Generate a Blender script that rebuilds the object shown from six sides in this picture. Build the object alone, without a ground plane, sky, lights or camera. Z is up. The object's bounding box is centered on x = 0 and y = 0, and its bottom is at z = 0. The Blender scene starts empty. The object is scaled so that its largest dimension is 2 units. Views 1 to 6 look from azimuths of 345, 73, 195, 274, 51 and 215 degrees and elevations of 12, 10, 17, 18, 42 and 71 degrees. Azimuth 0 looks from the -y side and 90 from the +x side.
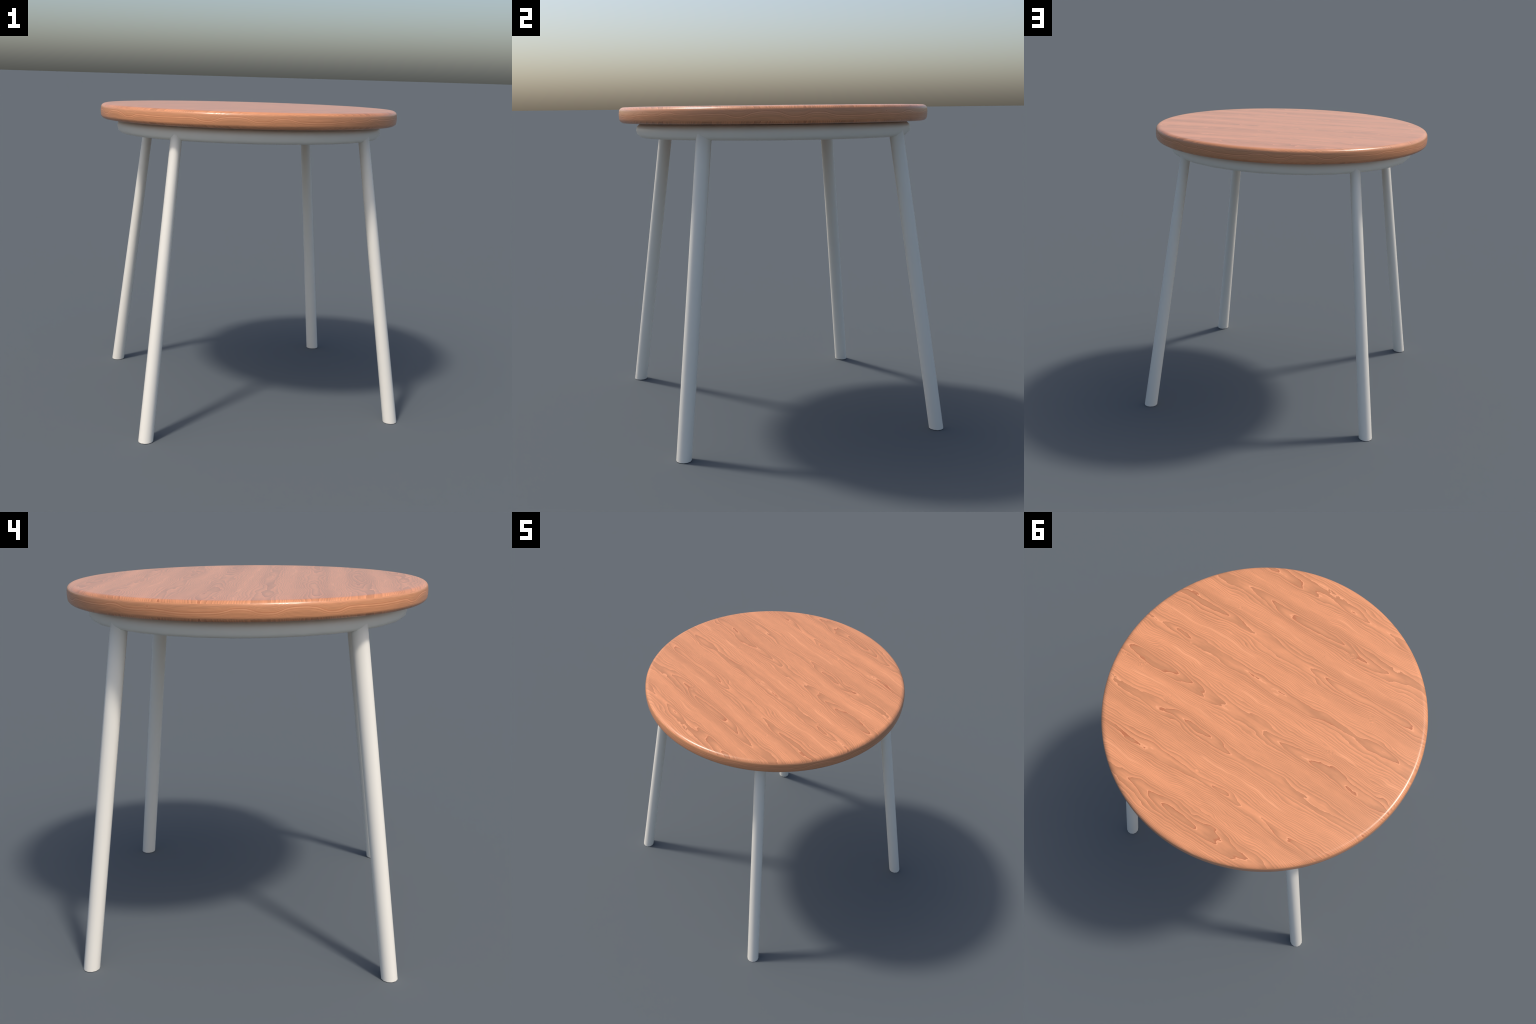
"""Round side table: solid wooden top, steel tube ring under it, four splayed tube legs."""
import bpy, math
from mathutils import Vector

# ------------------------------------------------------------------ sizes (metres)
TOP_Z, TOP_UNDER = 2.000, 1.8981        # upper and lower face of the wooden top
TOP_R = 0.9870                          # widest radius of the wooden top
ROUND_W, ROUND_H = 0.032, 0.027         # rounding of its rims (inwards, in height)
DOME = 0.0040                           # the upper face falls off this much towards the rim
GRAIN_SEAM = 0.0165                     # height of the rim strip that shows face grain
RING_Z, RING_MAJOR, RING_TUBE = 1.8522, 0.8370, 0.0462
FOOT, NECK, NECK_Z = 0.8024, 0.6053, 1.75   # |x|=|y| of a leg axis at the floor / at NECK_Z
FOOT_RX, FOOT_RY, NECK_RX, NECK_RY = 0.0452, 0.0443, 0.0343, 0.0448
LEG_TOP = 1.848                         # the leg ends inside the ring tube
TILE = 1.424                            # period of the veneer figure


# ------------------------------------------------------------------ node expressions
class Ex:
    """A float socket that can be used in arithmetic."""
    def __init__(self, g, s): self.g, self.s = g, s
    def _b(self, op, o, r=False):
        return self.g.m(op, o, self) if r else self.g.m(op, self, o)
    def __add__(self, o): return self._b('ADD', o)
    def __radd__(self, o): return self._b('ADD', o)
    def __sub__(self, o): return self._b('SUBTRACT', o)
    def __rsub__(self, o): return self._b('SUBTRACT', o, True)
    def __mul__(self, o): return self._b('MULTIPLY', o)
    def __rmul__(self, o): return self._b('MULTIPLY', o)
    def __truediv__(self, o): return self._b('DIVIDE', o)
    def __neg__(self): return self.g.m('MULTIPLY', self, -1.0)


class Graph:
    def __init__(self, name):
        self.mat = bpy.data.materials.new(name)
        self.mat.use_nodes = True
        self.nt = self.mat.node_tree
        self.nt.nodes.clear()
        self.bsdf = self.n('ShaderNodeBsdfPrincipled')
        out = self.n('ShaderNodeOutputMaterial')
        self.nt.links.new(self.bsdf.outputs[0], out.inputs[0])
        sep = self.n('ShaderNodeSeparateXYZ')
        self.nt.links.new(self.n('ShaderNodeTexCoord').outputs['Object'], sep.inputs[0])
        self.bsdf.inputs['Specular IOR Level'].default_value = 0.46
        self.x, self.y, self.z = (Ex(self, sep.outputs[i]) for i in range(3))

    def n(self, t): return self.nt.nodes.new(t)

    def put(self, sock, v):
        if isinstance(v, Ex): self.nt.links.new(v.s, sock)
        elif hasattr(v, 'is_output'): self.nt.links.new(v, sock)
        else: sock.default_value = v

    def m(self, op, *a):
        nd = self.n('ShaderNodeMath'); nd.operation = op
        for i, v in enumerate(a): self.put(nd.inputs[i], v)
        return Ex(self, nd.outputs[0])

    def wrap(self, a, half): return self.m('WRAP', a, half, -half)
    def fract(self, a): return self.m('FRACT', a)
    def gauss(self, q): return self.m('EXPONENT', -q)
    def sq(self, a): return a * a

    def step(self, a, lo, hi, o0=0.0, o1=1.0):
        nd = self.n('ShaderNodeMapRange'); nd.interpolation_type = 'SMOOTHSTEP'
        for i, v in enumerate((a, lo, hi, o0, o1)): self.put(nd.inputs[i], v)
        return Ex(self, nd.outputs[0])

    def vec(self, x, y, z=0.0):
        nd = self.n('ShaderNodeCombineXYZ')
        for i, v in enumerate((x, y, z)): self.put(nd.inputs[i], v)
        return nd.outputs[0]

    def noise(self, x, y, z=0.0, detail=2.0, rough=0.5):
        """Noise centred on zero."""
        nd = self.n('ShaderNodeTexNoise')
        self.nt.links.new(self.vec(x, y, z), nd.inputs['Vector'])
        nd.inputs['Scale'].default_value = 1.0
        nd.inputs['Detail'].default_value = detail
        nd.inputs['Roughness'].default_value = rough
        return Ex(self, nd.outputs[0]) - 0.5

    def spots(self, x, y):
        """Distance to scattered points."""
        nd = self.n('ShaderNodeTexVoronoi')
        self.nt.links.new(self.vec(x, y), nd.inputs['Vector'])
        nd.inputs['Scale'].default_value = 1.0
        return Ex(self, nd.outputs['Distance'])

    def mix(self, f, a, b):
        nd = self.n('ShaderNodeMix'); nd.data_type = 'RGBA'
        self.put(nd.inputs[0], f)
        for i, c in ((6, a), (7, b)):
            self.put(nd.inputs[i], (*c, 1.0) if isinstance(c, tuple) else c)
        return nd.outputs[2]

    def scale_colour(self, c, f):
        nd = self.n('ShaderNodeVectorMath'); nd.operation = 'SCALE'
        self.nt.links.new(c, nd.inputs[0]); self.put(nd.inputs[3], f)
        return nd.outputs[0]

    def finish(self, colour, rough, bump=None, strength=0.1, dist=0.002):
        self.put(self.bsdf.inputs['Base Color'], colour if not isinstance(colour, tuple) else (*colour, 1.0))
        self.put(self.bsdf.inputs['Roughness'], rough)
        if bump is not None:
            b = self.n('ShaderNodeBump')
            b.inputs['Strength'].default_value = strength
            b.inputs['Distance'].default_value = dist
            self.put(b.inputs['Height'], bump)
            self.nt.links.new(b.outputs[0], self.bsdf.inputs['Normal'])
        return self.mat


WOOD_LIGHT = (0.715, 0.290, 0.134)
WOOD_TAN = (0.480, 0.202, 0.092)
WOOD_RED = (0.430, 0.130, 0.052)
RIM_TAN = (0.545, 0.240, 0.112)
WOOD_PALE = (0.800, 0.350, 0.172)

# Heartwood figures on the face: centre x, centre y, half length, half width, growth rings in it.
FIGURES = [
    (-0.660, 0.105, 0.42, 0.075, 3.5), (-0.010, -0.615, 0.42, 0.075, 3.5),
    (-0.060, -0.125, 0.36, 0.040, 1.7), (0.490, 0.590, 0.34, 0.045, 1.8),
    (-0.365, -0.375, 0.24, 0.055, 2.4), (0.277, 0.340, 0.27, 0.055, 2.4),
    (-0.644, 0.606, 0.20, 0.034, 1.5), (-0.090, 0.587, 0.10, 0.034, 1.5),
    (0.690, -0.140, 0.12, 0.026, 1.3), (0.690, -0.400, 0.26, 0.060, 2.2),
]
ROW = TILE / 6.0                        # heartwood rows run side by side at this pitch


def face_grain():
    g = Graph('face_grain_wood')
    x, y = g.x, g.y
    # the fibres meander
    yw = (y + g.noise(x * 2.0, y * 2.6, 3.1, 1.0) * 0.095 + g.noise(x * 5.0, y * 8.0, 7.7, 1.0) * 0.045
          + g.noise(x * 13.0, y * 26.0, 5.2, 1.0) * 0.012)
    # rows of heartwood: growth rings lie flat on a row and crowd together between the rows
    t = g.m('ABSOLUTE', g.wrap(yw - 0.108 + g.noise(x * 0.25, y * 2.7, 4.4, 1.0) * 0.16, ROW / 2)) / (ROW / 2)          # 0 on a row, 1 between
    ph = (g.m('POWER', t, 2.0) * -7.5 + g.noise(x * 1.0, y * 6.0, 1.3, 1.0) * 3.5
          + g.noise(x * 2.6, y * 17.0, 6.4, 1.0) * 2.2)
    heart = None
    for cx, cy, a, b, rings in FIGURES:
        dx = g.wrap(x - cx, TILE / 2) / a
        dy = g.wrap(yw - cy, TILE / 2) / (b * 1.25)
        bump = g.gauss(dx * dx + dy * dy)
        ph = ph + bump * rings
        heart = bump if heart is None else g.m('MAXIMUM', heart, bump)
    # ragged ring edges and small whorls
    ph = ph + g.noise(x * 26.0, y * 60.0, 0.0, 2.0) * 0.32
    d = g.spots(x * 3.7, y * 4.2)
    whorl = g.step(d, 0.135, 0.085)
    curl = d * 26.0 + g.noise(x * 38.0, y * 42.0, 2.0, 1.0) * 5.0
    ph = ph + (curl - ph) * whorl

    heart = g.step(heart, 0.10, 0.55)
    saw = g.fract(ph)                                   # 0 just inside a ring edge, 1 just outside
    dense = g.m('MAXIMUM', g.step(t, 0.15, 0.80), whorl)
    streak = g.noise(x * 0.40, y * 10.0, 9.0, 3.0, 0.6)
    mottle = g.noise(x * 14.0, y * 40.0, 8.0, 3.0)
    fibre = g.noise(x * 6.0, yw * 190.0, 4.0, 2.0)

    tan = (g.step(saw, 0.90, 0.02) * (0.68 - 0.04 * dense) - streak * 1.5 + heart * 0.16
           + g.step(t + g.noise(x * 0.5, y * 6.5, 2.2, 2.0) * 2.2, 0.80, 0.35) * 0.22
           - mottle * 0.45 + 0.06)
    c = g.mix(g.m('MINIMUM', g.m('MAXIMUM', tan, 0.0), 1.0), WOOD_LIGHT, WOOD_TAN)
    red = g.step(saw, 0.17, 0.02) * (1.0 - 0.55 * dense)
    c = g.mix(red * (0.16 + 0.60 * heart), c, WOOD_RED)
    pale = g.step(saw, 0.90, 0.97)
    c = g.mix(pale * (0.62 - 0.22 * dense), c, WOOD_PALE)
    seam = g.step(t, 0.91, 1.0) * g.step(g.noise(x * 2.5, y * 6.0, 12.0, 1.0), 0.02, 0.12)
    c = g.mix(seam * 0.55, c, WOOD_PALE)                # bright line where two rows meet
    c = g.scale_colour(c, 1.0 + fibre * 0.30)
    return g.finish(c, 0.28, g.step(saw, 0.0, 0.9) + fibre * 0.5, 0.018, 0.002)


# Course of the pale annual ring round the rim: position within a quarter turn, height offset.
RIM_WAVE = [(0.00, .0010), (0.06, .0035), (0.10, .0125), (0.13, .0080), (0.16, -.0015), (0.20, -.0030),
            (0.24, .0005), (0.29, -.0025), (0.36, -.0095), (0.44, -.0085), (0.49, .0015), (0.53, .0105),
            (0.56, .0060), (0.59, -.0070), (0.615, -.0095), (0.65, .0000), (0.71, .0150), (0.75, .0105),
            (0.79, -.0060), (0.815, -.0125), (0.85, -.0040), (0.885, .0040), (0.94, .0025), (1.00, .0010)]


def rim_grain():
    g = Graph('rim_grain_wood')
    # the strip starts at 45 degrees and runs both ways round, four quarter-turn repeats
    ang = g.m('ARCTAN2', g.y, g.x) * (2.0 / math.pi) - 0.5
    turn = g.m('ABSOLUTE', g.wrap(ang, 2.0))
    q = g.fract(turn)
    arc = turn * (TOP_R * math.pi / 2)
    curve = g.n('ShaderNodeFloatCurve')
    pts = curve.mapping.curves[0].points
    scaled = [(a, 0.5 + w * 20.0) for a, w in RIM_WAVE]
    pts[0].location, pts[1].location = scaled[0], scaled[-1]
    for p in scaled[1:-1]: pts.new(*p)
    curve.mapping.update()
    g.put(curve.inputs['Value'], q)
    wave = (Ex(g, curve.outputs[0]) - 0.5) / 20.0

    h = g.z - 1.9488
    fade = g.step(g.m('ABSOLUTE', h - wave), 0.090, 0.0)
    hw = h - wave * fade + g.noise(arc * 5.0, g.z * 30.0, 1.0, 1.0) * 0.004
    # knot
    ka = (q - 0.243) * (TOP_R * math.pi / 2)
    kz = g.z - 1.9632
    kd = g.m('SQRT', ka * ka * 0.7 + kz * kz)
    knot = g.step(kd, 0.009, 0.002)
    hw = hw + g.gauss((ka * ka) / 0.00035 + (kz * kz) / 0.00012) * 0.006

    ph = hw / 0.0046
    fine = g.m('SINE', ph * 6.283 + g.noise(arc * 3.0, hw * 70.0, 6.0, 1.0) * 3.5)
    fibre = g.noise(arc * 10.0, hw * 420.0, 4.0, 2.0)
    streak = g.noise(arc * 2.0, hw * 60.0, 2.0, 1.0)

    c = g.mix(g.m('MINIMUM', g.m('MAXIMUM', 0.70 - streak * 1.0, 0.0), 1.0), WOOD_LIGHT, RIM_TAN)
    c = g.scale_colour(c, 1.0 + fine * (0.12 + g.noise(arc * 2.5, hw * 80.0, 3.0, 1.0) * 0.25) + fibre * 0.60)
    dark = g.gauss(g.sq((hw - 0.0052) / 0.0019)) + 0.7 * g.gauss(g.sq((hw + 0.0062) / 0.0018))
    c = g.mix(g.m('MINIMUM', dark, 1.0) * 0.42, c, WOOD_RED)
    lit = g.gauss(g.sq(hw / 0.0024)) + 0.5 * g.gauss(g.sq((hw + 0.0095) / 0.0018))
    c = g.mix(lit * (0.72 + g.noise(arc * 12.0, 0.0, 0.0, 1.0) * 1.2), c, WOOD_PALE)
    ring = g.gauss(g.sq((kd - 0.0062) / 0.0013))
    c = g.mix(ring * 0.5, c, WOOD_PALE)
    c = g.mix(knot * 0.35, c, WOOD_RED)
    return g.finish(c, 0.26, fine * 0.5 + fibre + lit, 0.10, 0.0015)


def white_paint():
    g = Graph('white_paint')
    tone = g.noise(g.x * 3.0, g.y * 3.0, g.z * 3.0, 2.0) * 0.03
    c = g.scale_colour(g.mix(0.0, (0.815, 0.766, 0.672), (0.8, 0.8, 0.8)), 1.0 + tone)
    return g.finish(c, 0.45)


# ------------------------------------------------------------------ meshes
def mesh_object(name, verts, faces, mats, face_mats=None, sharp_angle=None):
    me = bpy.data.meshes.new(name)
    me.from_pydata(verts, [], faces)
    for m in mats: me.materials.append(m)
    me.polygons.foreach_set('use_smooth', [True] * len(me.polygons))
    if face_mats: me.polygons.foreach_set('material_index', face_mats)
    me.update()
    if sharp_angle: me.set_sharp_from_angle(angle=math.radians(sharp_angle))
    ob = bpy.data.objects.new(name, me)
    bpy.context.scene.collection.objects.link(ob)
    return ob


def top_profile():
    """Radius, height pairs from the centre of the upper face to the centre of the lower face."""
    def dome(r): return TOP_Z - DOME * max(0.0, (r - 0.80) / (TOP_R - 0.80)) ** 1.6
    edge = TOP_R - 0.0015
    flat = edge - ROUND_W
    prof = [(r, dome(r)) for r in (0.0, 0.30, 0.60, 0.80, 0.84, 0.88, 0.92, flat - 0.006)]
    steps = 10
    zr = dome(flat)
    for i in range(steps + 1):                      # upper rounding
        a = math.pi / 2 * i / steps
        prof.append((edge - ROUND_W * (1 - math.sin(a)), zr - ROUND_H * (1 - math.cos(a))))
    mid = (TOP_Z + TOP_UNDER) / 2
    prof += [(TOP_R - 0.0003, (mid + zr - ROUND_H) / 2), (TOP_R, mid),
             (TOP_R - 0.0003, (mid + TOP_UNDER + ROUND_H) / 2)]
    for i in reversed(range(steps + 1)):            # lower rounding
        a = math.pi / 2 * i / steps
        prof.append((edge - ROUND_W * (1 - math.sin(a)), TOP_UNDER + ROUND_H * (1 - math.cos(a))))
    return prof + [(r, TOP_UNDER) for r in (flat - 0.004, 0.70, 0.35, 0.0)]


def build_top(face, rim):
    prof, n = top_profile(), 160
    # split the rim rounding where face grain meets the rim strip
    cut = []
    for (r0, z0), (r1, z1) in zip(prof, prof[1:]):
        cut.append((r0, z0))
        for zc in (TOP_Z - GRAIN_SEAM, TOP_UNDER + GRAIN_SEAM):
            if (z0 - zc) * (z1 - zc) < -1e-9:
                f = (zc - z0) / (z1 - z0)
                cut.append((r0 + f * (r1 - r0), zc))
    prof = cut + [prof[-1]]
    ring = prof[1:-1]
    verts = [(0, 0, prof[0][1])]
    for r, z in ring:
        verts += [(r * math.cos(2 * math.pi * k / n), r * math.sin(2 * math.pi * k / n), z) for k in range(n)]
    verts.append((0, 0, prof[-1][1]))
    faces, mats = [], []
    for k in range(n):
        faces.append((0, 1 + k, 1 + (k + 1) % n)); mats.append(0)
    for i in range(len(ring) - 1):
        zm = (ring[i][1] + ring[i + 1][1]) / 2
        m = 1 if TOP_UNDER + GRAIN_SEAM < zm < TOP_Z - GRAIN_SEAM else 0
        a, b = 1 + i * n, 1 + (i + 1) * n
        for k in range(n):
            k1 = (k + 1) % n
            faces.append((a + k, b + k, b + k1, a + k1)); mats.append(m)
    last, a = len(verts) - 1, 1 + (len(ring) - 1) * n
    for k in range(n):
        faces.append((last, a + (k + 1) % n, a + k)); mats.append(0)
    return mesh_object('tabletop', verts, faces, [face, rim], mats)


def build_ring(paint):
    n, sides = 32, 12
    verts, faces = [], []
    for i in range(n):
        a = 2 * math.pi * i / n
        for j in range(sides):
            b = 2 * math.pi * j / sides
            r = RING_MAJOR + RING_TUBE * math.cos(b)
            verts.append((r * math.cos(a), r * math.sin(a), RING_Z + RING_TUBE * math.sin(b)))
    for i in range(n):
        for j in range(sides):
            p, q, j1 = i * sides, ((i + 1) % n) * sides, (j + 1) % sides
            faces.append((p + j, q + j, q + j1, p + j1))
    return mesh_object('support_ring', verts, faces, [paint])


def build_leg(paint, sx, sy):
    sides, rows = 12, 8
    verts, faces = [], []
    for i in range(rows + 1):
        z = LEG_TOP * i / rows
        f = z / NECK_Z
        c = FOOT + (NECK - FOOT) * f
        rx, ry = FOOT_RX + (NECK_RX - FOOT_RX) * f, FOOT_RY + (NECK_RY - FOOT_RY) * f
        for j in range(sides):
            a = 2 * math.pi * (j + 0.5) / sides
            k = 1.0 / math.cos(math.pi / sides) ** 0.3
            verts.append((sx * c + rx * k * math.cos(a), sy * c + ry * k * math.sin(a), z))
    for i in range(rows):
        for j in range(sides):
            p, q, j1 = i * sides, (i + 1) * sides, (j + 1) % sides
            faces.append((p + j, p + j1, q + j1, q + j))
    faces.append(tuple(reversed(range(sides))))
    faces.append(tuple(rows * sides + j for j in range(sides)))
    return mesh_object('leg', verts, faces, [paint], sharp_angle=50)


# ------------------------------------------------------------------ assembly
def main():
    table = bpy.data.objects.new('side_table', None)
    bpy.context.scene.collection.objects.link(table)
    table['label'] = 'round wooden side table with four splayed white metal legs'
    table['category'] = 'side table'
    paint = white_paint()
    parts = [build_top(face_grain(), rim_grain()), build_ring(paint)]
    parts += [build_leg(paint, sx, sy) for sx, sy in ((-1, -1), (-1, 1), (1, 1), (1, -1))]
    for p in parts: p.parent = table


main()
